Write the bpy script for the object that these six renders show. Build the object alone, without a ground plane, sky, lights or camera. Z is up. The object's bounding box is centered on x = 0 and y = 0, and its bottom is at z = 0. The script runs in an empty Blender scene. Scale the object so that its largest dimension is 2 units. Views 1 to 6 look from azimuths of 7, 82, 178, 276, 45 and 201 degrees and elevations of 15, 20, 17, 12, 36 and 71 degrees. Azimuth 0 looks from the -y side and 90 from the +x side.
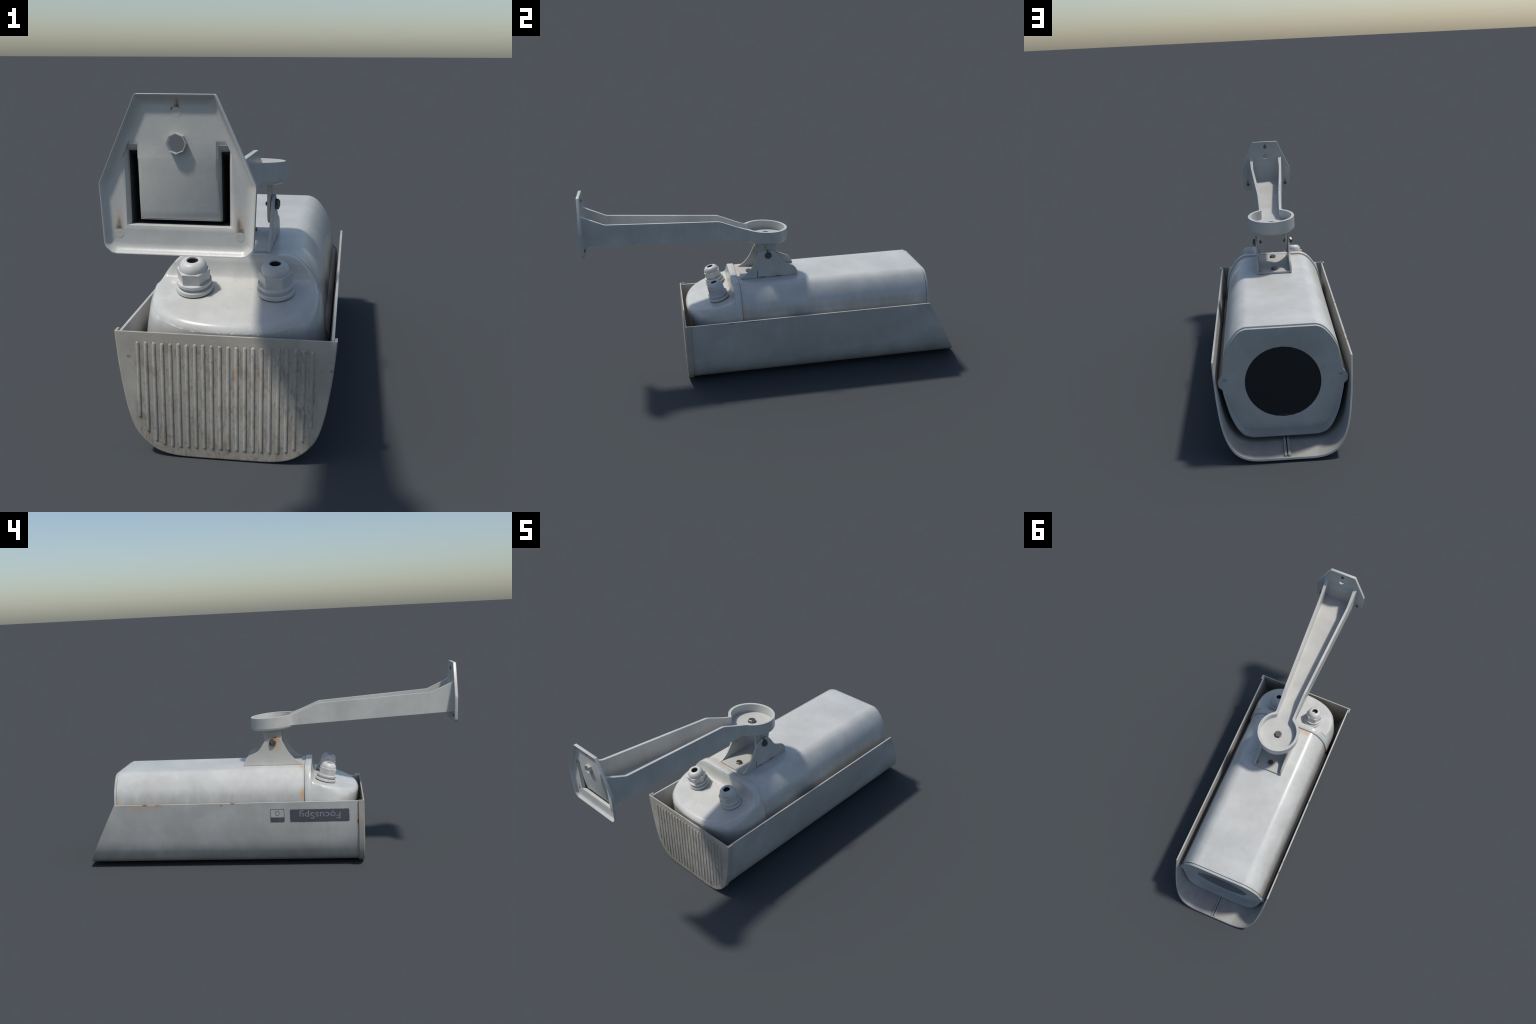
"""Weathered wall-mounted surveillance camera lying upside down: the housing rests in its
sun shield, the wall arm points backwards.  Frame: x = width, y = length (front +y), z = up."""
import bpy, bmesh, math, random
import numpy as np
from mathutils import Vector, Matrix

random.seed(7)
rng = np.random.default_rng(7)
SCENE = bpy.context.scene.collection

# ------------------------------------------------------------------ node helpers
class Nodes:
    def __init__(self, name):
        self.mat = bpy.data.materials.new(name)
        self.mat.use_nodes = True
        self.t = self.mat.node_tree
        self.bsdf = self.t.nodes["Principled BSDF"]
        self.pos = self.n("ShaderNodeTexCoord").outputs["Object"]

    def n(self, kind, **props):
        node = self.t.nodes.new(kind)
        for k, v in props.items():
            setattr(node, k, v)
        return node

    def put(self, sock, v):
        if isinstance(v, bpy.types.NodeSocket):
            self.t.links.new(v, sock)
        elif isinstance(v, (tuple, list)) and len(v) == 3 and sock.type == "RGBA":
            sock.default_value = (*v, 1)
        else:
            sock.default_value = v

    def math(self, op, a, b=0.0, clamp=False):
        m = self.n("ShaderNodeMath", operation=op, use_clamp=clamp)
        self.put(m.inputs[0], a)
        self.put(m.inputs[1], b)
        return m.outputs[0]

    def mapped(self, scale=(1, 1, 1), loc=(0, 0, 0)):
        m = self.n("ShaderNodeMapping")
        self.put(m.inputs["Vector"], self.pos)
        m.inputs["Scale"].default_value = scale
        m.inputs["Location"].default_value = loc
        return m.outputs[0]

    def noise(self, scale, detail=4, rough=0.55, stretch=(1, 1, 1), loc=(0, 0, 0)):
        t = self.n("ShaderNodeTexNoise")
        self.put(t.inputs["Vector"], self.mapped(stretch, loc))
        t.inputs["Scale"].default_value = scale
        t.inputs["Detail"].default_value = detail
        t.inputs["Roughness"].default_value = rough
        return t.outputs["Fac"]

    def ramp(self, v, lo, hi, a=0.0, b=1.0):
        m = self.n("ShaderNodeMapRange", interpolation_type="SMOOTHSTEP")
        self.put(m.inputs["Value"], v)
        for k, x in (("From Min", lo), ("From Max", hi), ("To Min", a), ("To Max", b)):
            m.inputs[k].default_value = x
        return m.outputs[0]

    def mix(self, fac, a, b, blend="MIX"):
        m = self.n("ShaderNodeMix", data_type="RGBA", blend_type=blend)
        self.put(m.inputs[0], fac)
        self.put(m.inputs[6], a)
        self.put(m.inputs[7], b)
        return m.outputs[2]

    def axis(self, i):
        s = self.n("ShaderNodeSeparateXYZ")
        self.put(s.inputs[0], self.pos)
        return s.outputs[i]

    def blob(self, centre, radii, soft=0.15):
        """1 in the middle of an ellipsoid, fading to 0 at its surface."""
        m = self.n("ShaderNodeMapping")
        self.put(m.inputs["Vector"], self.pos)
        m.inputs["Scale"].default_value = [1 / r for r in radii]
        m.inputs["Location"].default_value = [-c / r for c, r in zip(centre, radii)]
        l = self.n("ShaderNodeVectorMath", operation="LENGTH")
        self.put(l.inputs[0], m.outputs[0])
        return self.ramp(l.outputs["Value"], 1.0, soft)

    def total(self, parts):
        out = parts[0]
        for p in parts[1:]:
            out = self.math("MAXIMUM", out, p)
        return out


RUST = (0.53, 0.275, 0.085)
CRUST = (0.035, 0.022, 0.015)


def paint(name, base, rough=0.4, grime=None, rust=(), crust=(), specks=0.25, mottle=0.10,
          bump=0.05, stain=0.0, grime_colour=(0.16, 0.135, 0.105), streak=(1, 1, 0.12), cavity=0.0):
    """Weathered enamel.  grime = (z_clean, z_dirty, strength); rust / crust = ellipsoids."""
    g = Nodes(name)
    col = g.mix(g.ramp(g.noise(4.5, 5), 0.35, 0.68), [c * (1 - mottle) for c in base], [min(1, c * (1 + mottle * .7)) for c in base])
    warm = g.ramp(g.noise(2.3, 3, loc=(3, 1, 7)), 0.45, 0.7, 0, 0.35)
    col = g.mix(warm, col, [base[0] * 1.0, base[1] * .965, base[2] * .90])
    fine = g.math("ADD", g.math("MULTIPLY", g.noise(19, 5, .6, loc=(6, 3, 3)), .6), g.math("MULTIPLY", g.noise(110, 3, .6), .4))
    col = g.mix(g.ramp(fine, .36, .62, .20, 0), col, [c * .72 for c in base])
    # vertical drips and small chips
    drip = g.ramp(g.noise(26, 5, .6, stretch=streak), 0.52, 0.78, 0, 0.22)
    col = g.mix(drip, col, [c * .62 for c in base])
    chip = g.math("MULTIPLY", g.ramp(g.noise(75, 3, .5, loc=(5, 5, 5)), 0.66, 0.74), g.ramp(g.noise(7, 2, loc=(9, 2, 4)), 0.46, 0.62))
    col = g.mix(g.math("MULTIPLY", chip, specks * 2.2), col, [c * .38 for c in base])
    if grime:
        for z0, z1, s in (grime if isinstance(grime[0], tuple) else (grime,)):
            zz = g.math("ADD", g.axis(2), g.math("MULTIPLY", g.math("SUBTRACT", g.noise(14, 5, .65, stretch=(1, 1, .35)), .5), abs(z1 - z0) * 1.1))
            col = g.mix(g.ramp(zz, z0, z1, 0, s), col, grime_colour)
    if stain:
        zone = g.math("MULTIPLY", g.ramp(g.axis(2), .352, .338), g.ramp(g.math("ABSOLUTE", g.axis(0)), .262, .245))
        zone = g.math("MULTIPLY", zone, g.ramp(g.axis(1), -.5070, -.5095))
        blotch = g.ramp(g.noise(24, 6, .7, stretch=(1.6, 1, .55), loc=(4, 1, 2)), .50, .66)
        thin = g.ramp(g.noise(95, 5, .7, stretch=(1.3, 1, .30), loc=(1, 1, 6)), .50, .66)
        m = g.math("MAXIMUM", g.math("MULTIPLY", blotch, .55), g.math("MULTIPLY", thin, .62))
        col = g.mix(g.math("MULTIPLY", g.math("MULTIPLY", zone, m), stain), col, (.15, .115, .08))
        low = g.ramp(g.noise(55, 5, .65, loc=(7, 7, 1)), .54, .70)
        col = g.mix(g.math("MULTIPLY", g.math("MULTIPLY", low, g.ramp(g.axis(2), .12, .03)), stain * .8), col, (.12, .095, .07))
    if cavity:
        geo = g.n("ShaderNodeNewGeometry")
        col = g.mix(g.ramp(geo.outputs["Pointiness"], 0.5, 0.58, 0, cavity), col, [min(1, c * 1.25) for c in base])
    patch = g.noise(30, 5, .65, loc=(2, 8, 1))
    if rust:
        m = g.total([g.math("MULTIPLY", g.blob(c, r), s) for c, r, s in rust])
        m = g.math("MULTIPLY", m, g.ramp(patch, 0.25, 0.7, 0.62, 1.0), clamp=True)
        col = g.mix(m, col, RUST)
    if crust:
        m = g.total([g.math("MULTIPLY", g.blob(c, r), s) for c, r, s in crust])
        m = g.math("MULTIPLY", m, g.ramp(patch, 0.25, 0.6, 0.55, 1.0), clamp=True)
        col = g.mix(m, col, CRUST)
    g.put(g.bsdf.inputs["Base Color"], col)
    g.put(g.bsdf.inputs["Roughness"], g.ramp(g.noise(9, 4, loc=(1, 4, 2)), 0.3, 0.7, rough * .92, rough * 1.12))
    b = g.n("ShaderNodeBump")
    b.inputs["Strength"].default_value = bump
    b.inputs["Distance"].default_value = 0.004
    g.put(b.inputs["Height"], g.noise(170, 3))
    g.put(g.bsdf.inputs["Normal"], b.outputs[0])
    return g.mat


def plain(name, base, rough=0.4, metal=0.0, spec=0.5, vary=0.2, scale=60, second=None):
    g = Nodes(name)
    a = [c * (1 - vary) for c in base]
    b = second or [min(1, c * (1 + vary)) for c in base]
    g.put(g.bsdf.inputs["Base Color"], g.mix(g.ramp(g.noise(scale, 4), 0.35, 0.65), a, b))
    g.bsdf.inputs["Roughness"].default_value = rough
    g.bsdf.inputs["Metallic"].default_value = metal
    g.bsdf.inputs["Specular IOR Level"].default_value = spec
    return g.mat


# ------------------------------------------------------------------ mesh helpers
def finish(name, bm, mat, parent, smooth=35, bevel=0.0, segments=2, recalc=True, angle=35):
    if recalc:
        bmesh.ops.recalc_face_normals(bm, faces=bm.faces)
    me = bpy.data.meshes.new(name)
    bm.to_mesh(me)
    bm.free()
    me.materials.append(mat)
    if smooth:
        me.shade_smooth()
        me.set_sharp_from_angle(angle=math.radians(smooth))
    ob = bpy.data.objects.new(name, me)
    SCENE.objects.link(ob)
    ob.parent = parent
    if bevel:
        m = ob.modifiers.new("Bevel", "BEVEL")
        m.width, m.segments, m.limit_method = bevel, segments, "ANGLE"
        m.angle_limit = math.radians(angle)
        m.harden_normals = True
    return ob


def copy_of(ob, loc, rot=None):
    c = ob.copy()
    c.location = loc
    if rot is not None:
        c.rotation_euler = rot
    SCENE.objects.link(c)
    return c


def verts(bm, pts):
    return [bm.verts.new(p) for p in pts]


def skin(bm, a, b, closed=True):
    n = len(a)
    for i in range(n if closed else n - 1):
        j = (i + 1) % n
        f = [a[i], a[j], b[j], b[i]]
        if len(set(f)) > 2:
            bm.faces.new(f)


def loft(bm, loops, closed=True, cap0=True, cap1=True):
    rows = [verts(bm, l) for l in loops]
    for a, b in zip(rows, rows[1:]):
        skin(bm, a, b, closed)
    if cap0:
        bm.faces.new(rows[0])
    if cap1:
        bm.faces.new(rows[-1])
    return rows


def lathe(bm, profile, n=32, start=0.0, cap0=True, cap1=True):
    return loft(bm, [[(r * math.cos(start + i * math.tau / n), r * math.sin(start + i * math.tau / n), z) for i in range(n)] for r, z in profile], True, cap0, cap1)


def prism(bm, outline, place):
    """outline: 2-D polygon, place(p, k): 3-D point for end k = 0 / 1."""
    return loft(bm, [[place(p, k) for p in outline] for k in (0, 1)])


def curve(pts, n, tension=True):
    """Resample a polyline evenly after Catmull-Rom smoothing (or plain)."""
    p = np.array(pts, float)
    if tension:
        out = []
        q = np.vstack([2 * p[0] - p[1], p, 2 * p[-1] - p[-2]])
        for i in range(len(p) - 1):
            a, b, c, d = q[i:i + 4]
            ta = np.linalg.norm(b - a) ** .5
            tb = ta + np.linalg.norm(c - b) ** .5
            tc = tb + np.linalg.norm(d - c) ** .5
            for t in np.linspace(ta, tb, 24, endpoint=False):
                a1 = (ta - t) / ta * a + t / ta * b
                a2 = (tb - t) / (tb - ta) * b + (t - ta) / (tb - ta) * c
                a3 = (tc - t) / (tc - tb) * c + (t - tb) / (tc - tb) * d
                b1 = (tb - t) / tb * a1 + t / tb * a2
                b2 = (tc - t) / (tc - ta) * a2 + (t - ta) / (tc - ta) * a3
                out.append((tb - t) / (tb - ta) * b1 + (t - ta) / (tb - ta) * b2)
        out.append(p[-1])
        p = np.array(out)
    s = np.r_[0, np.cumsum(np.linalg.norm(np.diff(p, axis=0), axis=1))]
    u = np.linspace(0, s[-1], n)
    return np.c_[np.interp(u, s, p[:, 0]), np.interp(u, s, p[:, 1])]


def offset(p, d, closed=False):
    """Shift a 2-D polyline along its left-hand normal by d (scalar or per point)."""
    p = np.asarray(p, float)
    if closed:
        t = np.roll(p, -1, 0) - np.roll(p, 1, 0)
    else:
        t = np.gradient(p, axis=0)
    t /= np.linalg.norm(t, axis=1)[:, None]
    return p + np.c_[-t[:, 1], t[:, 0]] * np.reshape(d, (-1, 1))


def mirror_half(half):
    """half profile from the x = 0 axis outwards and back: returns the closed loop."""
    h = np.asarray(half)
    other = h[::-1] * [-1, 1]
    return np.vstack([h, other[1:-1] if abs(h[0, 0]) < 1e-9 and abs(h[-1, 0]) < 1e-9 else other])


# ------------------------------------------------------------------ materials
PAINT = (0.540, 0.541, 0.513)
m_shield = paint("shield_paint", (0.450, 0.450, 0.428), 0.42, grime=((0.16, -0.05, 0.45),), mottle=.13,
                 rust=[((-.297, .57, .362), (.03, .045, .028), .42), ((-.29, -.482, .275), (.03, .022, .07), .6), ((-.297, .66, .35), (.03, .09, .05), .16),
                       ((.297, .43, .366), (.02, .04, .015), .4), ((-.292, .70, .366), (.02, .08, .02), .35), ((-.292, .25, .366), (.02, .05, .02), .15)],
                 crust=[((-.298, .64, .366), (.012, .022, .008), .9), ((-.298, .57, .367), (.012, .018, .006), .5), ((-.298, .17, .366), (.012, .018, .007), .8),
                        ((-.298, .23, .355), (.01, .008, .008), .6), ((-.287, -.478, .255), (.02, .006, .02), .9), ((.298, -.16, .363), (.012, .06, .007), .55), ((.298, .44, .363), (.012, .01, .006), .6),
                        ((.298, -.27, .362), (.012, .03, .007), .5)])
m_panel = paint("end_panel_paint", (0.395, 0.368, 0.318), 0.6, grime=((0.16, -0.02, 0.30),), mottle=.16, specks=.35, bump=.12, stain=.9, streak=(1, 1, .35))
m_rib = paint("rib_paint", (0.41, 0.383, 0.332), 0.6, mottle=.18, specks=.5, bump=.1, stain=.75,
              rust=[((.03, -.51, .27), (.012, .03, .03), .5)])
m_body = paint("housing_paint", PAINT, 0.30, specks=.14, bump=.022, grime=((0.455, 0.315, 0.50),),
               rust=[((-.25, -.200, .395), (.05, .030, .060), .85), ((-.075, -.199, .522), (.10, .020, .03), .55), ((-.15, -.198, .515), (.04, .018, .03), .5), ((-.26, .81, .365), (.05, .045, .06), .6),
                     ((.245, -.20, .385), (.05, .035, .06), .4), ((.24, .815, .44), (.02, .015, .03), .5), ((-.125, -.194, .52), (.06, .026, .03), .5)],
               crust=[((.242, .818, .43), (.012, .006, .014), .7)])
m_lower = paint("housing_base_paint", (0.33, 0.325, 0.31), 0.5)  # base colour darkened for the shadow the shield wall throws on the flange
m_front = paint("front_panel_paint", (0.455, 0.462, 0.44), 0.36, grime=((0.085, 0.03, 0.35),))  # this grime ramp is a darker band along the bottom lip
m_cap = paint("rear_cap_paint", (0.545, 0.546, 0.518), 0.23, grime=((0.40, 0.28, 0.38),), mottle=.12, specks=.2, bump=.022)  # the grime ramp bakes ambient shade into the paint at the cap's foot
m_gland = plain("gland_nylon", (0.53, 0.525, 0.505), 0.42, vary=.06, scale=25)
m_gap_black = plain("painted_gap_black", (0.02, 0.02, 0.02), 0.7)
m_bracket = paint("bracket_paint", (0.485, 0.482, 0.452), 0.42, specks=.12,
                  rust=[((-.088, -.050, .664), (.04, .046, .046), .92), ((-.088, -.045, .635), (.04, .052, .06), .45), ((-.088, -.065, .665), (.04, .022, .03), .7), ((.075, .10, .53), (.035, .04, .03), .5),
                        ((.088, .0, .535), (.02, .05, .03), .3), ((0, -.02, .53), (.1, .1, .02), .12)],
                  crust=[((-.088, -.050, .674), (.03, .014, .007), .9), ((.088, -.097, .535), (.02, .005, .055), .8), ((.088, -.07, .5235), (.02, .035, .006), .85), ((.088, .015, .5235), (.02, .03, .006), .8), ((.088, -.03, .5225), (.02, .075, .004), .5), ((.088, -.04, .67), (.012, .010, .022), .8),
                         ((.088, -.03, .668), (.012, .005, .012), .8), ((.078, .10, .532), (.014, .016, .014), .7), ((.088, -.037, .645), (.012, .022, .022), .7), ((-.088, -.036, .645), (.012, .021, .021), .7)])  # last two ellipsoids: dark rings round the pivot bolts
m_swivel = paint("swivel_paint", (0.46, 0.45, 0.42), 0.45, crust=[((.075, -.048, .69), (.012, .006, .016), .7)])
m_arm = paint("arm_paint", (0.500, 0.498, 0.470), 0.31, specks=.12, bump=.008, rust=[((0, -.035, .728), (.055, .055, .015), .10)])
m_plate = paint("wall_plate_paint", (0.478, 0.478, 0.450), 0.36, specks=.08,
                rust=[((.118, -.987, .79), (.014, .02, .045), .40), ((-.118, -.987, .79), (.014, .02, .045), .36), ((0, -.987, 1.015), (.014, .02, .02), .3)],
                crust=[((.119, -.988, .778), (.011, .01, .014), .85), ((.116, -.988, .787), (.006, .01, .024), .7), ((-.119, -.988, .779), (.010, .01, .011), .8), ((-.118, -.988, .787), (.005, .01, .020), .6),
                       ((.002, -.988, 1.010), (.006, .01, .012), .9), ((-.008, -.988, 1.006), (.005, .01, .006), .7), ((.002, -.988, 1.018), (.004, .01, .012), .6),
                       ((0, -.984, 1.008), (.008, .01, .016), .8), ((.118, -.984, .782), (.008, .01, .026), .6), ((-.118, -.984, .782), (.008, .01, .026), .6)])
m_bolt = plain("bolt_steel", (0.15, 0.145, 0.13), 0.33, metal=.8, vary=.2, scale=30, second=(0.22, 0.205, 0.175))
m_bolt_dark = plain("blackened_steel", (0.10, 0.105, 0.10), 0.32, metal=.45, vary=.35, scale=60)
m_hollow_shade = plain("hollow_painted_shade", (0.05, 0.05, 0.05), 0.8)  # near-black paint deepens the shade inside the arm's slot
m_screw = plain("dull_screw", (0.34, 0.345, 0.34), 0.4)
m_tube = plain("tube_paint", (0.45, 0.45, 0.44), 0.4)
m_glass = plain("lens_glass", (0.012, 0.0145, 0.017), 0.04, spec=.5, vary=.05)
m_label = paint("label_ink", (0.086, 0.084, 0.105), 0.5, mottle=.08, specks=.5, bump=.02)
m_letters = plain("label_letters", (0.255, 0.258, 0.275), 0.5, vary=.12, scale=80)
m_letters_faint = plain("label_small_print", (0.18, 0.182, 0.20), 0.5, vary=.2, scale=200)

# ------------------------------------------------------------------ top-level thing
thing = bpy.data.objects.new("surveillance_camera", None)
thing.empty_display_size = 0.2
thing["label"] = "weathered grey surveillance camera upside down with wall arm"
thing["category"] = "security camera"
SCENE.objects.link(thing)

# ------------------------------------------------------------------ sun shield (hood)
SHIELD_SIDE = [(.297, .368), (.2895, .280), (.2805, .208), (.2655, .131), (.2475, .083), (.2225, .0455), (.194, .024), (.156, .0115), (.120, .0072), (.06, .0065), (0, .0065)]
half = curve(SHIELD_SIDE, 44)
shield_out = np.vstack([half, (half[::-1] * [-1, 1])[1:]])            # from +x rim round the floor to -x rim
shield_in = offset(shield_out, -.0085)
shield_in[0] = (.2885, .368)
shield_in[-1] = (-.2885, .368)
FRONT = lambda z: .807 + (.368 - z) * (1.0 - .807) / (.368 - .0065)   # slanted front edge
Z_OUT, X_OUT = half[::-1, 1], half[::-1, 0]
shield_x = lambda z: float(np.interp(z, Z_OUT, X_OUT))

bm = bmesh.new()
rows = [verts(bm, [(x, f(z), z) for x, z in ring]) for ring, f in
        ((shield_out, lambda z: -.5040), (shield_out, FRONT), (shield_in, FRONT), (shield_in, lambda z: -.5040))]
for a, b in zip(rows, rows[1:] + rows[:1]):
    skin(bm, a, b, closed=False)
for k in (0, -1):
    bm.faces.new([r[k] for r in rows])
shield = finish("sun_shield", bm, m_shield, thing, bevel=.0018)

bm = bmesh.new()                                                     # twin rails along the shield floor
for s in (-1, 1):
    sec = [(s * .0022, .012), (s * .0022, .0235), (s * .0128, .0235), (s * .0128, .012)]
    loft(bm, [[(x, -.47, z) for x, z in sec], [(x, FRONT(z) - .005, z) for x, z in sec]])
finish("floor_rail", bm, m_shield, shield, bevel=.0012)
bm = bmesh.new()                                                     # black strip in the slot between them
loft(bm, [[(x, y, z) for x, z in ((-.0030, .013), (.0030, .013), (.0030, .0185), (-.0030, .0185))] for y in (-.468, .985)])
finish("rail_gap_dark", bm, m_gap_black, shield)

# end panel: a ribbed plate with a flange that grips the shield
PANEL_SIDE = [(.3055, .373), (.2975, .282), (.2868, .2015), (.2742, .1355), (.2542, .0757), (.2225, .0365), (.186, .013), (.142, .0025), (.09, 0), (0, 0)]
half = curve(PANEL_SIDE, 40)
p_out = np.vstack([half, (half[::-1] * [-1, 1])[1:]])
p_in = offset(p_out, -.0075)
p_in[0], p_in[-1] = (.298, .373), (-.298, .373)
p_in[:, 1] = np.maximum(p_in[:, 1], .0065)
p_edge = offset(p_out, -.003)
p_edge[0], p_edge[-1] = (.3025, .373), (-.3025, .373)
bm = bmesh.new()
rows = [verts(bm, [(x, y, z) for x, z in ring]) for ring, y in
        ((p_edge, -.5110), (p_out, -.5085), (p_out, -.4825), (p_in, -.4825), (p_in, -.5045))]
for a, b in zip(rows, rows[1:]):
    skin(bm, a, b, closed=False)
bm.faces.new(rows[0])
bm.faces.new(rows[-1])
bm.faces.new([r[0] for r in rows] + [r[-1] for r in rows[::-1]])
end_panel = finish("end_panel", bm, m_panel, thing, bevel=.0012)

floor_at = lambda x: float(np.interp(abs(x), half[::-1, 0], half[::-1, 1]))
RIBS, RIB_HALF = 22, .2405
for i in range(RIBS):
    x = -RIB_HALF + i * 2 * RIB_HALF / (RIBS - 1)
    low = max(floor_at(abs(x) + .004) + .031, .0355) + .03 * max(0, (abs(x) - .205) / .036)
    high, w, h, steps = .340 + rng.uniform(-.002, .001), .0054, .0034, 6
    bm = bmesh.new()
    loops = []
    for z, k in [(low - w * math.cos(a), math.sin(a)) for a in np.linspace(.15, math.pi / 2, 4)] + [(high + w * math.sin(a), math.cos(a)) for a in np.linspace(0, math.pi / 2 - .15, 4)]:
        loops.append([(x + w * k * math.cos(t), -.5106 - h * k * math.sin(t), z) for t in np.linspace(0, math.pi, steps + 1)])
    loft(bm, loops)
    finish("rib", bm, m_rib, end_panel, smooth=60)

# ------------------------------------------------------------------ housing
BODY_HALF = [(0, .5195), (.08, .5195), (.1525, .5185), (.176, .508), (.202, .482), (.2265, .443), (.238, .416), (.2465, .375), (.2565, .316), (.2600, .280)]
LOW_HALF = [(.2600, .280), (.2580, .250), (.2440, .193), (.2310, .146), (.2095, .096), (.1975, .0755), (.1745, .0515), (.140, .0385), (.07, .0375), (0, .0375)]
up = np.vstack([[(0, .5195), (.08, .5195), (.13, .5195), (.146, .5195)], curve([(.1500, .5195)] + BODY_HALF[3:], 40)])
up = curve(up, 260, False)
k = np.hanning(25)[1:-1]
pad = len(k) // 2
ext = np.vstack([up[pad:0:-1] * [-1, 1], up, up[-1] + (up[-1] - up[-pad - 1:-1][::-1])])
up = curve(np.c_[np.convolve(ext[:, 0], k / k.sum(), "valid"), np.convolve(ext[:, 1], k / k.sum(), "valid")], 64, False)
up[0, 0] = 0
N_UP = len(up)
low = curve(LOW_HALF, 34)
body_half = np.vstack([up, low[1:]])
body_loop = mirror_half(body_half)
body_in = offset(body_loop, -.004, closed=True)
BODY_END = .8055

bm = bmesh.new()
loft(bm, [[(x, y, z) for x, z in ring] for ring, y in ((body_in, -.2040), (offset(body_loop, -.001, True), -.2036), (body_loop, -.2026), (body_loop, BODY_END - .0035),
          (offset(body_loop, -.0008, True), BODY_END - .0012), (offset(body_loop, -.003, True), BODY_END), (offset(body_loop, -.010, True), BODY_END))])
housing = finish("housing", bm, m_body, thing, smooth=40)

# side flange of the lower shell, both sides
bm = bmesh.new()
for s in (-1, 1):
    sec = [(.252, .310), (.262, .3085), (.2705, .301), (.2760, .291), (.2760, .276), (.2700, .263), (.252, .256)]
    loft(bm, [[(s * x, y, z - .018) for x, z in sec] for y in (-.198, .806)])
finish("side_flange", bm, m_lower, housing, smooth=40, bevel=.0015)

# front panel with screw ears and the round window
FP_TOP = [(.1470, .5130), (.172, .5030), (.1985, .4770), (.2235, .4390), (.2350, .413), (.2435, .371), (.2515, .3290), (.2560, .3090), (.2635, .2985), (.2725, .2875), (.2755, .2760), (.2725, .2630), (.2660, .2545),
          (.2585, .2485), (.2535, .2260), (.2440, .1890), (.2310, .1430), (.2095, .0940), (.1975, .0740), (.1745, .0500), (.140, .0372)]
fp_half = np.vstack([[(0, .5130), (.05, .5130), (.1, .5130)], curve(FP_TOP, 76), [(.1, .0368), (.05, .0366), (0, .0366)]])
fp_loop = mirror_half(fp_half)
LENS_C, LENS_R = (0.0, .2665), .1605
FACE_Y = .8195                                                       # upright face; a drip lip juts out along the lower half
fp_lip = np.interp(fp_loop[:, 1], [.05, .12, .262, .6], [.0420, .0330, 0, 0])
fp_d = np.interp(fp_loop[:, 1], [.05, .12, .25, .27, .6], [.0120, .0110, .0060, .0040, .0040])
fp_rim = np.interp(fp_loop[:, 1], [.05, .12, .25, .27, .6], [.0062, .0056, .0030, .0018, .0018])
fp_face = offset(fp_loop, -fp_d, True)
fp = lambda ring, y, lip=0: [(x, yy, z) for (x, z), yy in zip(ring, y + np.zeros(len(ring)) + lip)]
ang = np.arctan2(fp_face[:, 1] - LENS_C[1], fp_face[:, 0] - LENS_C[0])
hole = lambda r: np.c_[LENS_C[0] + r * np.cos(ang), LENS_C[1] + r * np.sin(ang)]
bm = bmesh.new()
loft(bm, [fp(offset(fp_loop, -.007, True), BODY_END + .0004), fp(offset(fp_loop, -.003, True), BODY_END + .0016), fp(fp_loop, BODY_END + .0021), fp(fp_loop, FACE_Y - .0030, fp_lip),
          fp(offset(fp_loop, -.0008, True), FACE_Y - .0008, fp_lip), fp(offset(fp_loop, -fp_rim * .5, True), FACE_Y, fp_lip), fp(offset(fp_loop, -fp_rim, True), FACE_Y, fp_lip),
          fp(offset(fp_loop, -fp_rim - .0012, True), FACE_Y, fp_lip * .93), fp(offset(fp_loop, -fp_d + .0010, True), FACE_Y, fp_lip * .08), fp(fp_face, FACE_Y),
          fp(hole(LENS_R + .0030), FACE_Y), fp(hole(LENS_R + .0006), FACE_Y - .0012), fp(hole(LENS_R), FACE_Y - .0060)])
front = finish("front_panel", bm, m_front, thing, smooth=30)

bm = bmesh.new()
ring = [(LENS_R + .0012) * np.array([math.cos(t), math.sin(t)]) + LENS_C for t in np.linspace(0, math.tau, 96, endpoint=False)]
loft(bm, [fp(ring, FACE_Y - .0060), fp(ring, FACE_Y - .0030)])
finish("lens_window", bm, m_glass, front, smooth=30)

bm = bmesh.new()
lathe(bm, [(.0078, -.003), (.0078, .0012), (.0066, .0030), (.0040, .0042), (.001, .0046)], 16)
screw = finish("panel_screw", bm, m_screw, front)
screw.location, screw.rotation_euler = (.2425, FACE_Y, .2940), (-math.pi / 2, 0, 0)
copy_of(screw, (-.2425, FACE_Y, .2940))

# ------------------------------------------------------------------ rear cap with its sloping deck
CAP0, CAP1 = -.2052, -.4960
cap_half = offset(body_half, .0075)
cap_half[0] = (0, .5295)
cap_half[-1] = (0, .030)
cap_half[:, 0] = np.maximum(cap_half[:, 0], 0)
side_z, side_x = cap_half[::-1, 1], cap_half[::-1, 0]                 # rising z
xs = lambda z: np.interp(z, side_z, side_x)
DECK = lambda y: .4490 - .255 * (-.27 - y)
def deck_height(y):
    return float(np.interp(-y, [.2395, .2410, .2430, .2460, .2505, .2570, .2680], [.5295, .500, .4780, .4650, .4565, .4515, .4490])) if y > -.27 else DECK(y)
def plan(y):
    d = np.clip((CAP0 - y) / (CAP0 - CAP1), 0, 1)
    return (1 - d ** 3.7) ** (1 / 2.3) * (1 + .016 * float(np.interp(d, [.14, .35], [0, 1])))
py = CAP0 + (CAP1 - CAP0) * np.sin(np.linspace(0, math.pi / 2, 300))
edge = np.c_[.2460 * np.array([plan(q) for q in py]), py]
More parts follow.
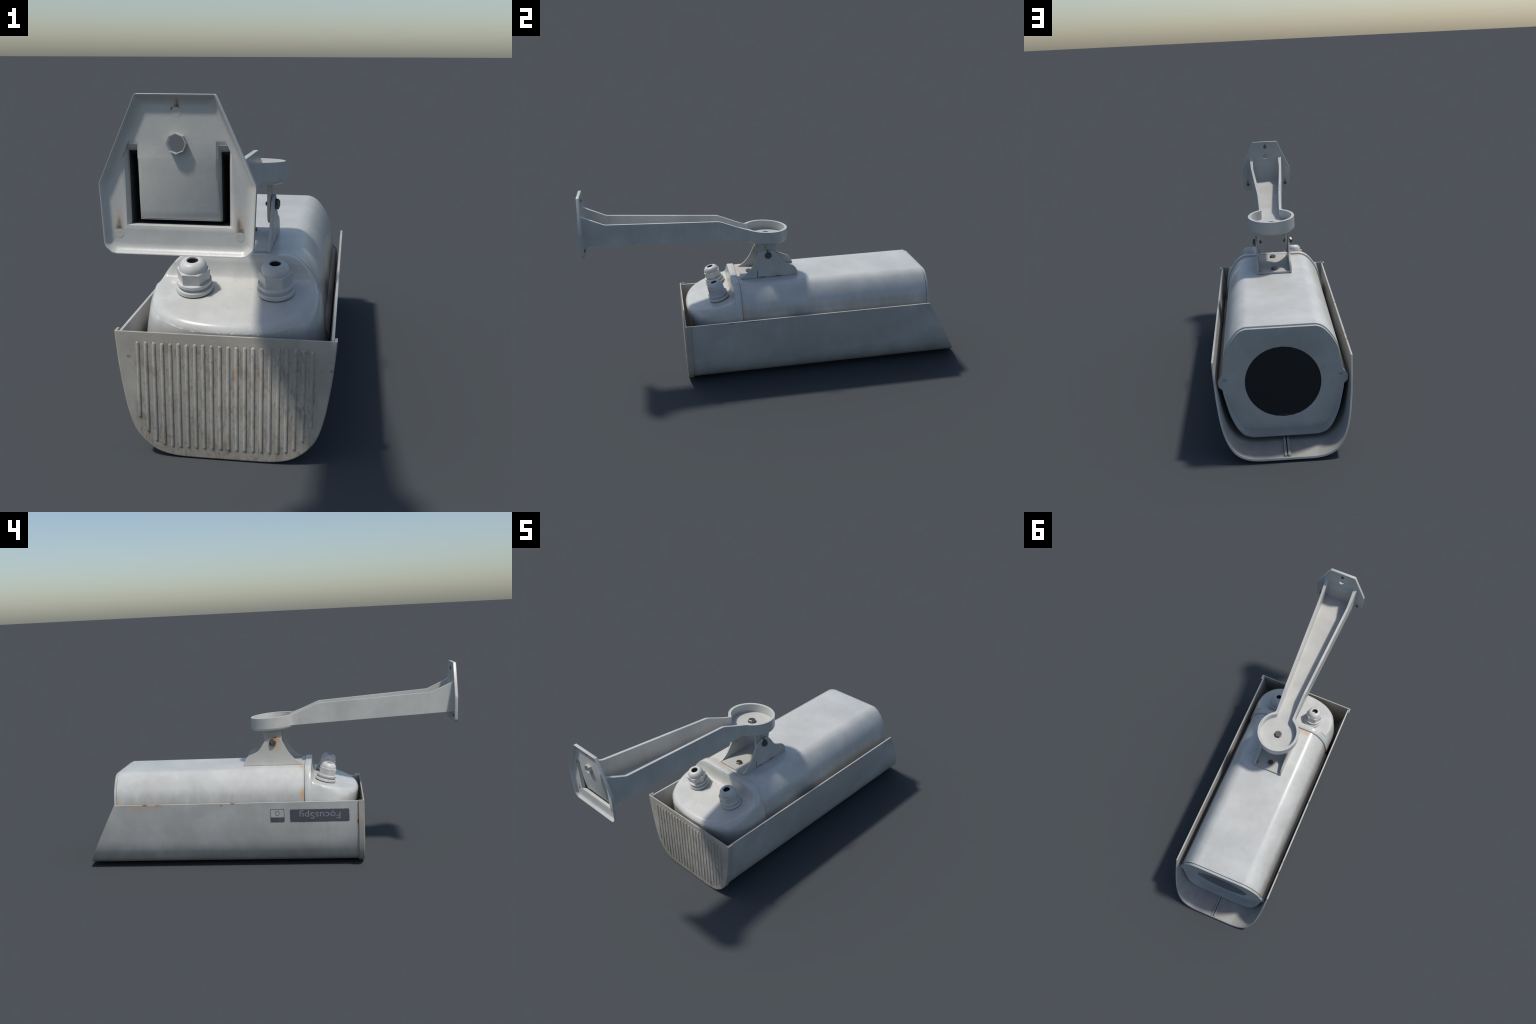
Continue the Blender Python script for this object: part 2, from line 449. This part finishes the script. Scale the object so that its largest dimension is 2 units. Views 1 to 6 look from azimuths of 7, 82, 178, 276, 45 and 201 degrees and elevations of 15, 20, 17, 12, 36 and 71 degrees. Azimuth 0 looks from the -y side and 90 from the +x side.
def edge_radius(y):
    return float(np.interp(-y, [.25, .28, .40], [.015, .019, .027]))
def edge_drop(x, y):
    R_EDGE = edge_radius(y)
    d = np.min(np.hypot(edge[:, 0] - x, edge[:, 1] - y))
    d = min(d, R_EDGE)
    return R_EDGE - math.sqrt(max(0, R_EDGE ** 2 - (R_EDGE - d) ** 2))
def cap_section(y, inset=0.0, lip=False):
    s = plan(y)
    h = deck_height(y)
    zt = (.435 if lip else min(h, DECK(max(y, -.27)) if y > -.27 else h)) - (0 if lip else edge_radius(y))
    zt = min(zt, .430)
    zz = np.linspace(.0, 1, 30)
    k = np.searchsorted(side_z, zt)
    lowpts = np.vstack([cap_half[::-1][:k], [(xs(zt), zt)]])
    L = curve(lowpts, 34, False)
    t = np.sin(np.linspace(0, math.pi / 2, 30))[1:]
    if lip or y > -.2405:
        rest = np.vstack([[(xs(zt), zt)], cap_half[::-1][k:]])
        U = curve(rest, 30, False)[1:]
    else:
        U = []
        for q in t:
            # march from the edge towards the centre line
            x = xs(min(.43, h)) * (1 - q ** 2.0)
            full = np.interp(x, cap_half[:N_UP, 0], cap_half[:N_UP, 1])
            z = min(h - edge_drop(x * s, y), full) if y > -.27 else h - edge_drop(x * s, y)
            U.append((x, max(z, zt + .0002)))
        U[-1] = (0, U[-1][1])
        U = np.array(U)
    P = np.vstack([L, U])
    if inset:
        c = np.array([0, .28])
        w = np.clip((P[:, 1:] - .425) / .03, 0, 1) if y < -.23 else 1.0
        P = c + (P - c) * (1 - w * inset / .25)
    out = []
    back = np.clip((CAP0 - y) / (CAP0 - CAP1), 0, 1) ** 2
    for x, z in P:
        out.append((x * s, y + .17 * max(0, .40 - z) * back, z))
    return out + [(-x, yy, z) for x, yy, z in out[::-1][1:-1]]
ys = [(-.2052, .003, True), (-.2056, .001, True), (-.2068, 0, True), (-.2250, 0, True), (-.2360, 0, True), (-.2388, .0008, True), (-.2398, .0022, True)]
ys += [(y, 0, False) for y in (-.2410, -.2430, -.2460, -.2505, -.2570, -.2680, -.285, -.30, -.315, -.33)]
ys += [(y, 0, False) for y in -.33 + (CAP1 + .0002 + .33) * np.sin(np.linspace(.12, math.pi / 2, 26))]
bm = bmesh.new()
loft(bm, [cap_section(y, i, l) for y, i, l in ys])
bmesh.ops.remove_doubles(bm, verts=bm.verts, dist=1e-5)
cap = finish("rear_cap", bm, m_cap, thing, smooth=50)

# cable glands
bm = bmesh.new()
prof = [(.0545, .0030), (.0545, .0138), (.0532, .0152), (.0440, .0156), (.0436, .0240), (.0500, .0246), (.0512, .0262), (.0512, .0335), (.0498, .0350), (.0400, .0352)]
lathe(bm, prof, 48)
hexr = .0492
loft(bm, [[(r * math.cos(i * math.tau / 6), r * math.sin(i * math.tau / 6), z) for i in range(6)] for r, z in ((hexr * .96, .0340), (hexr, .0695), (hexr * .97, .0712))])
dome = [(.0408, .060), (.0408, .0730)] + [(.0190 + .0218 * math.cos(a), .0730 + .0255 * math.sin(a)) for a in np.linspace(.15, math.pi / 2, 9)] + [(.0176, .0980), (.0168, .0955), (.0165, .0660)]
lathe(bm, dome, 40)
gland = finish("cable_gland", bm, m_gland, cap, smooth=32)
gland.location, gland.rotation_euler = (-.1195, -.3135, .4395), (math.radians(15), 0, 0)
bm = bmesh.new()
lathe(bm, [(.0522, -.012), (.0522, .0034)], 40)
lathe(bm, [(.0166, .0600), (.0166, .0940), (.0150, .0940), (.0148, .0660)], 28)  # black sleeve so the gland's bore looks unlit
gland_dark = finish("gland_dark_fill", bm, m_gap_black, cap)
gland_dark.location, gland_dark.rotation_euler = gland.location, gland.rotation_euler
copy_of(gland, (.1195, -.3135, .4395), (math.radians(15), 0, 0))
copy_of(gland_dark, (.1195, -.3135, .4395), (math.radians(15), 0, 0))

# ------------------------------------------------------------------ pan bracket on the housing
Z0 = .5205
CHEEK = [(-.188, .5300), (-.150, .5545), (-.1205, .5885), (-.0985, .6300), (-.0870, .6520), (-.0740, .6660), (-.0560, .6740), (-.0250, .6745), (-.0040, .6645), (.0100, .6490), (.0330, .6140), (.0500, .5965), (.0740, .5850), (.1000, .5735), (.1160, .5560), (.1235, .5350)]
cheek = np.vstack([curve(CHEEK, 48), [(.1235, Z0), (-.188, Z0)]])
bm = bmesh.new()
for s in (-1, 1):
    prism(bm, cheek, lambda p, k: (s * (.0780, .0875)[k], p[0], p[1]))
loft(bm, [[(x, y, z) for x, z in ((-.0780, Z0), (.0780, Z0), (.0780, .5300), (-.0780, .5300))] for y in (-.188, .1235)])
bracket = finish("pan_bracket", bm, m_bracket, thing, bevel=.0014, smooth=30)

def hex_bolt(name, r, h, mat, parent, washer=True):
    bm = bmesh.new()
    if washer:
        lathe(bm, [(r * 1.12, -.002), (r * 1.12, .0012)], 24)
    loft(bm, [[(q * math.cos(i * math.tau / 6), q * math.sin(i * math.tau / 6), z) for i in range(6)] for q, z in ((r, .0012), (r, h * .88), (r * .9, h))])
    return finish(name, bm, mat, parent, smooth=25, bevel=.0005)

b = hex_bolt("bracket_bolt", .0165, .0100, m_bolt, bracket, False)
b.location, b.rotation_euler = (0, -.136, .5300), (0, 0, .2)
copy_of(b, (0, .0745, .5300), (0, 0, .5))
p = hex_bolt("pivot_bolt", .0172, .0120, m_bolt_dark, bracket)
p.location, p.rotation_euler = (-.0876, -.0365, .6450), (.35, -math.pi / 2, 0)
copy_of(p, (.0876, -.0365, .6450), (.2, math.pi / 2, 0))

# ------------------------------------------------------------------ wall arm: keyhole tray, rising to the plate
CY, R_OUT, R_IN = -.0350, .1185, .1045
Z_BOT = lambda y: .7255 - .0605 * (y - CY)
Z_FLOOR = lambda y: Z_BOT(y) + float(np.interp(y, [-.99, -.92, -.75], [.0125, .0122, .0108]))
def z_top(y):
    return float(np.interp(y, [-.990, -.981, -.972, -.878, -.870, -.290, -.275, -.158, -.145, .09], [.944, .9365, .9320, .8885, .8860, .8470, .8425, .7935, .7905, .7740]))
ARM_Y = [-.9850, -.9800, -.9730, -.950, -.900, -.882, -.874, -.866, -.80, -.70, -.60, -.50, -.40, -.30, -.290, -.282, -.274, -.26, -.22, -.19]
ARM_X = lambda y: float(np.interp(y, [-.9850, -.980, -.973, -.878, -.283, -.155], [.1058, .1012, .0985, .0935, .0640, .0585]))
ARM_I = lambda y: float(np.interp(y, [-.9850, -.980, -.973, -.878, -.283, -.155], [.0762, .0772, .0788, .0800, .0510, .0455]))
def keyhole(arm_x, radius, blend):
    xj = arm_x(-.15)
    corner = np.array([xj, CY - math.sqrt(radius ** 2 - xj ** 2)])
    a = np.array([xj + .0005, corner[1] - blend])
    phi = math.atan2(corner[1] - CY, corner[0]) + blend / radius
    b = np.array([radius * math.cos(phi), CY + radius * math.sin(phi)])
    side = [(arm_x(y), y) for y in ARM_Y if y < a[1] - .004]
    side += [tuple(a)] * (len(ARM_Y) - len(side))
    bend = [(1 - t) ** 2 * a + 2 * t * (1 - t) * corner + t * t * b for t in np.linspace(0, 1, 8)[1:]]
    arc = [(radius * math.cos(t), CY + radius * math.sin(t)) for t in np.linspace(phi, math.pi / 2, 28)[1:]]
    h = np.array(side + [tuple(q) for q in bend] + arc)
    return np.vstack([h, (h[::-1] * [-1, 1])[1:]])
k_out, k_in = keyhole(ARM_X, R_OUT, .016), keyhole(ARM_I, R_IN, .012)
bm = bmesh.new()
o_b = verts(bm, [(x, y, Z_BOT(y)) for x, y in k_out])
o_t = verts(bm, [(x, y, z_top(y)) for x, y in k_out])
i_t = verts(bm, [(x, y, z_top(y)) for x, y in k_in])
LEAN = .0130                                                          # the centre tongue of the plate leans this far into the arm
floor_y = lambda y: y + LEAN * min(1, max(0, (-.955 - y) / .03))
i_f = verts(bm, [(x, floor_y(y), Z_FLOOR(floor_y(y))) for x, y in k_in])
for a, b in ((o_b, o_t), (o_t, i_t), (i_t, i_f)):
    skin(bm, a, b, closed=False)
for ring in (o_b, i_f):                                               # underside and floor as cross strips
    m = len(ring)
    for i in range(m // 2):
        f = [ring[i], ring[i + 1], ring[m - 2 - i], ring[m - 1 - i]]
        f = [v for k, v in enumerate(f) if v not in f[:k]]
        if len(f) > 2:
            bm.faces.new(f)
# hollow end that shows as a U-shaped slot from behind the wall plate
def u_section(y, d):
    xo, xi, zb, zf, zt = ARM_X(y) - d, ARM_I(y) + d, Z_BOT(y) + d, Z_FLOOR(y) - d, z_top(y) - 1.5 * d
    return [(xo, y, zb), (xo, y, zt), (xi, y, zt), (xi, y, zf), (-xi, y, zf), (-xi, y, zt), (-xo, y, zt), (-xo, y, zb)]
end = [o_b[0], o_t[0], i_t[0], i_f[0], i_f[-1], i_t[-1], o_t[-1], o_b[-1]]
def u_loop(y, xo, xi, zb, zf, zt, yf=None):
    yf = y if yf is None else yf
    return [(xo, y, zb), (xo, y, zt), (xi, y, zt), (xi, yf, zf), (-xi, yf, zf), (-xi, y, zt), (-xo, y, zt), (-xo, y, zb)]
Z_FOLD = .9150                                                        # below the cable tube the centre tongue leans inwards
SLOT = [(-.9871, .1125, .0730, .7745, Z_FOLD, .9500), (-.9868, .1090, .0734, .7775, Z_FOLD, .9470), (-.9860, .1058, .0742, .7805, Z_FOLD, .9440), (-.9846, .1030, .0772, .7838, Z_FOLD, .9405)]
prev = end
bm.faces.ensure_lookup_table()
painted = len(bm.faces)
for loop in (u_loop(-.9846, .1030, .0772, .7838, .7935, .9405, -.9715), u_loop(-.9800, .0992, .0785, .7848, .7930, .9330, -.9690), u_loop(-.9720, .0967, .0812, .7850, .7925, .9270, -.9640), u_section(-.950, .0036), u_section(-.880, .0036)):
    cur = verts(bm, loop)
    skin(bm, prev, cur)
    prev = cur
bm.faces.new(prev)
for i, f in enumerate(bm.faces):
    f.material_index = int(i >= painted + 24)
bmesh.ops.remove_doubles(bm, verts=bm.verts, dist=1e-5)
arm = finish("wall_arm", bm, m_arm, thing, bevel=.0026, smooth=30, angle=40)
arm.data.materials.append(m_hollow_shade)

bm = bmesh.new()                                                      # boss under the ring
lean_arm = math.atan(.0605)
lathe(bm, [(R_OUT - .0006, .004), (R_OUT - .0006, -.0035), (R_OUT - .003, -.0075), (R_OUT - .008, -.0115), (R_OUT - .013, -.0130)], 72)
boss = finish("ring_boss", bm, m_arm, arm, smooth=45)
boss.location, boss.rotation_euler = (0, CY, Z_BOT(CY)), (-lean_arm, 0, 0)
rb = hex_bolt("ring_bolt", .0195, .0130, m_bolt, arm)
rb.location, rb.rotation_euler = (0, CY + .001, Z_FLOOR(CY)), (-lean_arm, 0, .25)

# wall plate: shallow tray with rolled rim, U slot and cable tube
PLATE_HALF = [(.0735, 1.0335), (.0765, 1.0310), (.1495, .8700), (.1508, .8640), (.1505, .8540), (.1462, .7500), (.1438, .7430), (.1320, .7320), (.1220, .7295)]
plate = np.array(PLATE_HALF + [(-x, z) for x, z in PLATE_HALF[::-1]])
def inward(d):
    t1 = plate - np.roll(plate, 1, 0)
    t2 = np.roll(plate, -1, 0) - plate
    n1, n2 = [np.c_[-t[:, 1], t[:, 0]] / np.linalg.norm(t, axis=1)[:, None] for t in (t1, t2)]
    m = n1 + n2
    m /= np.linalg.norm(m, axis=1)[:, None]
    return plate - m * (d / np.maximum(.5, (m * n1).sum(1)))[:, None]
TUBE = [( .0196 * math.cos(a), .9435 + .0196 * math.sin(a)) for a in np.arange(8) * math.tau / 8 + math.pi / 2]
BACK, FACE = -.9871, -.9846
bm = bmesh.new()
rows = [verts(bm, [(x, y, z) for x, z in ring]) for ring, y in
        ((inward(.0015), FACE), (inward(0), FACE - .0015), (inward(0), -.9990), (inward(.0004), -.9998), (inward(.0008), -.9998), (inward(.0030), -.9980), (inward(.0056), -.9945), (inward(.0092), -.9905), (inward(.0140), -.9880), (inward(.0200), BACK))]
for a, b in zip(rows, rows[1:]):
    skin(bm, a, b)
def holed(outer, holes):
    edges = []
    for l in [outer] + holes:
        for i in range(len(l)):
            e = bm.edges.get((l[i], l[(i + 1) % len(l)])) or bm.edges.new((l[i], l[(i + 1) % len(l)]))
            edges.append(e)
    bmesh.ops.triangle_fill(bm, use_beauty=True, edges=edges, normal=(0, -1, 0))
u_rows = [verts(bm, u_loop(*q)) for q in SLOT]
t_back = verts(bm, [(x, BACK, z) for x, z in TUBE])
t_front = verts(bm, [(x, FACE, z) for x, z in [(x * .9, .9435 + (z - .9435) * .9) for x, z in TUBE]])
holed(rows[-1], [u_rows[0], t_back])
holed(rows[0], [u_rows[-1], t_front])
for a, b in zip(u_rows, u_rows[1:]):
    skin(bm, a, b)
tongue = []                                                          # leaning centre tongue with rounded edges
for q in np.linspace(0, 1, 14):
    z, lean = Z_FOLD - q * (Z_FOLD - .7960), LEAN * q ** 1.7
    soft = .0004 + .0026 * min(1, q * 4)
    x, yf = .0734 + .0042 * min(1, q * 1.6), FACE + lean + .0058 * min(1, q * 14) + .0003
    dip = .0022 * max(0, (q - .93) / .07)
    xf = .0777
    tongue.append([(-xf, yf, z), (-x, BACK + lean + soft * .8 + dip, z), (-x + soft * 1.4, BACK + lean + dip, z), (x - soft * 1.4, BACK + lean + dip, z), (x, BACK + lean + soft * .8 + dip, z), (xf, yf, z)])
loft(bm, tongue)
t_end = verts(bm, [(x, -.9999, z) for x, z in TUBE])
t_in = verts(bm, [(x * .93, -.9999, .9435 + (z - .9435) * .93) for x, z in TUBE])
skin(bm, t_back, t_end)
skin(bm, t_end, t_in)
skin(bm, t_in, t_front)
wall_plate = finish("wall_plate", bm, m_plate, arm, smooth=40)

for x, z in ((0, 1.000), (.1185, .7670), (-.1185, .7670)):
    if not bpy.data.objects.get("plate_screw"):
        bm = bmesh.new()
        lathe(bm, [(.0088, -.001), (.0088, .0012), (.0075, .0032), (.0050, .0046), (.0012, .0052)], 18)
        ps = finish("plate_screw", bm, m_bolt_dark, arm)
        ps.location, ps.rotation_euler = (x, FACE, z), (-math.pi / 2, 0, 0)
        bm = bmesh.new()                                              # screw tip closing the hole at the back
        lathe(bm, [(.0092, -.0008), (.0092, .0000), (.0086, .0003)], 28)
        pt = finish("screw_end", bm, m_plate, arm, smooth=20)
        pt.location, pt.rotation_euler = (x, BACK, z), (math.pi / 2, 0, 0)
    else:
        copy_of(ps, (x, FACE, z))
        copy_of(pt, (x, BACK, z))

# ------------------------------------------------------------------ swivel yoke between ring and bracket
EAR = [(-.0850, .7200), (-.0850, .6600), (-.0820, .6270), (-.0720, .6020), (-.0550, .5880), (-.0360, .5840), (-.0170, .5890), (-.0020, .6020), (.0060, .6270), (.0080, .6600), (.0120, .6830), (.0130, .6930), (.0080, .7040), (.0020, .7200)]
ear = np.vstack([[EAR[0]], curve(EAR[1:10], 30), EAR[10:]])
bm = bmesh.new()
for s in (-1, 1):
    prism(bm, ear, lambda q, k: (s * (.0660, .0762)[k], q[0], q[1]))
yoke = finish("swivel_yoke", bm, m_swivel, thing, bevel=.0012)
bm = bmesh.new()
lathe(bm, [(.094, 0), (.0955, .0012), (.0955, .0036), (.090, .0042)], 48)
disc = finish("swivel_disc", bm, m_swivel, yoke)
disc.location, disc.rotation_euler = (0, CY, Z_BOT(CY) - .0166), (-lean_arm, 0, 0)
bm = bmesh.new()
lathe(bm, [(.0068, -.001), (.0068, .0042)], 12)
loft(bm, [[(r * math.cos(i * math.tau / 6), r * math.sin(i * math.tau / 6), z) for i in range(6)] for r, z in ((.0098, -.0005), (.0098, .0055))])
lathe(bm, [(.0055, .003), (.0055, .0095)], 12)
nut = finish("pivot_nut", bm, m_bolt_dark, yoke, smooth=30)
nut.location, nut.rotation_euler = (.0660, -.0365, .6450), (.4, -math.pi / 2, 0)
copy_of(nut, (-.0660, -.0365, .6450), (.1, math.pi / 2, 0))

# ------------------------------------------------------------------ stickers on the -x side of the shield (read upside down)
def on_shield(y, z, lift):
    return (-(shield_x(z) + lift), y, z)

def sticker(name, outline, lift, mat, parent, thick=.0007):
    """Rounded patch that follows the shield wall."""
    bm = bmesh.new()
    bm.faces.new(verts(bm, [(0, y, z) for y, z in outline]))
    zs = [z for _, z in outline]
    for z in np.linspace(min(zs), max(zs), 9)[1:-1]:
        bmesh.ops.bisect_plane(bm, geom=bm.verts[:] + bm.edges[:] + bm.faces[:], plane_co=(0, 0, z), plane_no=(0, 0, 1))
    front_faces = bm.faces[:]
    ext = bmesh.ops.extrude_face_region(bm, geom=front_faces)
    moved = {v for v in ext["geom"] if isinstance(v, bmesh.types.BMVert)}
    for v in bm.verts:
        v.co = on_shield(v.co.y, v.co.z, lift + (thick if v in moved else -.001))
    return finish(name, bm, mat, parent, smooth=30)

def rounded(y0, y1, z0, z1, r, wear=0.0):
    out = []
    for cy, cz, a0 in ((y1 - r, z1 - r, 0), (y0 + r, z1 - r, 90), (y0 + r, z0 + r, 180), (y1 - r, z0 + r, 270)):
        out += [(cy + r * math.cos(math.radians(a)), cz + r * math.sin(math.radians(a))) for a in np.linspace(a0, a0 + 90, 7)]
    dense = []
    for (a, b), (c, d) in zip(out, out[1:] + out[:1]):
        n = max(1, int(math.hypot(c - a, d - b) / .006))
        dense += [(a + (c - a) * i / n, b + (d - b) * i / n) for i in range(n)]
    return [(y + rng.normal(0, wear), z + rng.normal(0, wear)) for y, z in dense]

label = sticker("maker_label", rounded(-.434, -.1275, .2580, .3275, .007, .0005), 0, m_label, shield)

def lettering(name, text, y0, y1, z_base, z_cap, lift, mat, parent, strokes=lambda right: ()):
    """Built-in font, turned upside down, fitted between y0 and y1 and wrapped on the shield."""
    cu = bpy.data.curves.new(name, "FONT")
    cu.body, cu.size, cu.extrude, cu.resolution_u = text, 1.0, .006, 4
    tmp = bpy.data.objects.new(name, cu)
    SCENE.objects.link(tmp)
    dg = bpy.context.evaluated_depsgraph_get()
    me = bpy.data.meshes.new_from_object(tmp.evaluated_get(dg))
    bpy.data.objects.remove(tmp)
    bpy.data.curves.remove(cu)
    bm = bmesh.new()
    bm.from_mesh(me)
    bpy.data.meshes.remove(me)
    for path, width in strokes(max(v.co.x for v in bm.verts)):          # extra pen strokes in font units
        p = np.array(path)
        q, n = offset(p, width / 2), offset(p, -width / 2)
        loft(bm, [[(*a, -.006), (*b, -.006), (*b, .006), (*a, .006)] for a, b in zip(q, n)])
    x0, x1 = min(v.co.x for v in bm.verts), max(v.co.x for v in bm.verts)
    for v in bm.verts:
        y = y0 + (v.co.x - x0) / (x1 - x0) * (y1 - y0)
        z = z_base - v.co.y / .70 * (z_base - z_cap)
        v.co = on_shield(y, z, lift + (.0005 if v.co.z > 0 else -.0008))
    return bm

def pen(right):
    """The y is a u with a hooked tail; the o carries a small stem."""
    c = right - .045
    tail = [(c, .10), (c, -.06)] + [(c - .17 + .17 * math.cos(t), -.06 - .15 * math.sin(t)) for t in np.linspace(.3, 1.5, 7)] + [(c - .34, -.205)]
    return [(tail, .085), ([(.745, .0), (.745, -.20)], .075)]
bm = lettering("lettering", "FocusSpu", -.3885, -.1765, .3095, .2740, .0007, m_letters, label, pen)
finish("lettering", bm, m_letters, shield, smooth=0)

# protection-class badge: outlined square, dark foot, drop sign
def frame(outer, inner, lift, bm):
    n = len(outer)
    rows = [verts(bm, [on_shield(y, z, l) for y, z in ring]) for ring, l in ((outer, lift - .001), (outer, lift + .0006), (inner, lift + .0006), (inner, lift - .001))]
    for a, b in zip(rows, rows[1:]):
        skin(bm, a, b)
def grow(outline, d):
    p = np.array(outline)
    c = p.mean(0)
    return [(c[0] + (y - c[0]) * (1 - d / .037), c[1] + (z - c[1]) * (1 - d / .037)) for y, z in p]
BY0, BY1, BZ0, BZ1 = -.0985, -.0245, .2580, .3310
bm = bmesh.new()
out = rounded(BY0, BY1, BZ0, BZ1, .006)
frame(out, grow(out, .0022), 0, bm)
drop = [((BY0 + BY1) / 2 + .0115 * math.sin(t) * (1 - .25 * math.cos(t)), .3080 + .0130 * -math.cos(t) * (1.12 if math.cos(t) > 0 else 1)) for t in np.linspace(0, math.tau, 28, endpoint=False)]
frame(drop, [((BY0 + BY1) / 2 + (y - (BY0 + BY1) / 2) * .82, .3080 + (z - .3080) * .82) for y, z in drop], 0, bm)
badge = finish("badge_outline", bm, m_label, shield, smooth=0)
foot = sticker("badge_foot", rounded(BY0 + .001, BY1 - .001, BZ0 + .001, .2855, .0035), 0, m_label, shield)
bm = lettering("badge_lettering", "IP 66", -.0955, -.0660, .2730, .2640, .0007, m_letters_faint, foot)
finish("badge_lettering", bm, m_letters_faint, shield, smooth=0)
bm = lettering("badge_lettering", "WEATHERPROOF", -.0955, -.0600, .2825, .2770, .0007, m_letters_faint, foot)
finish("badge_lettering", bm, m_letters_faint, shield, smooth=0)

print("objects", len(bpy.data.objects))
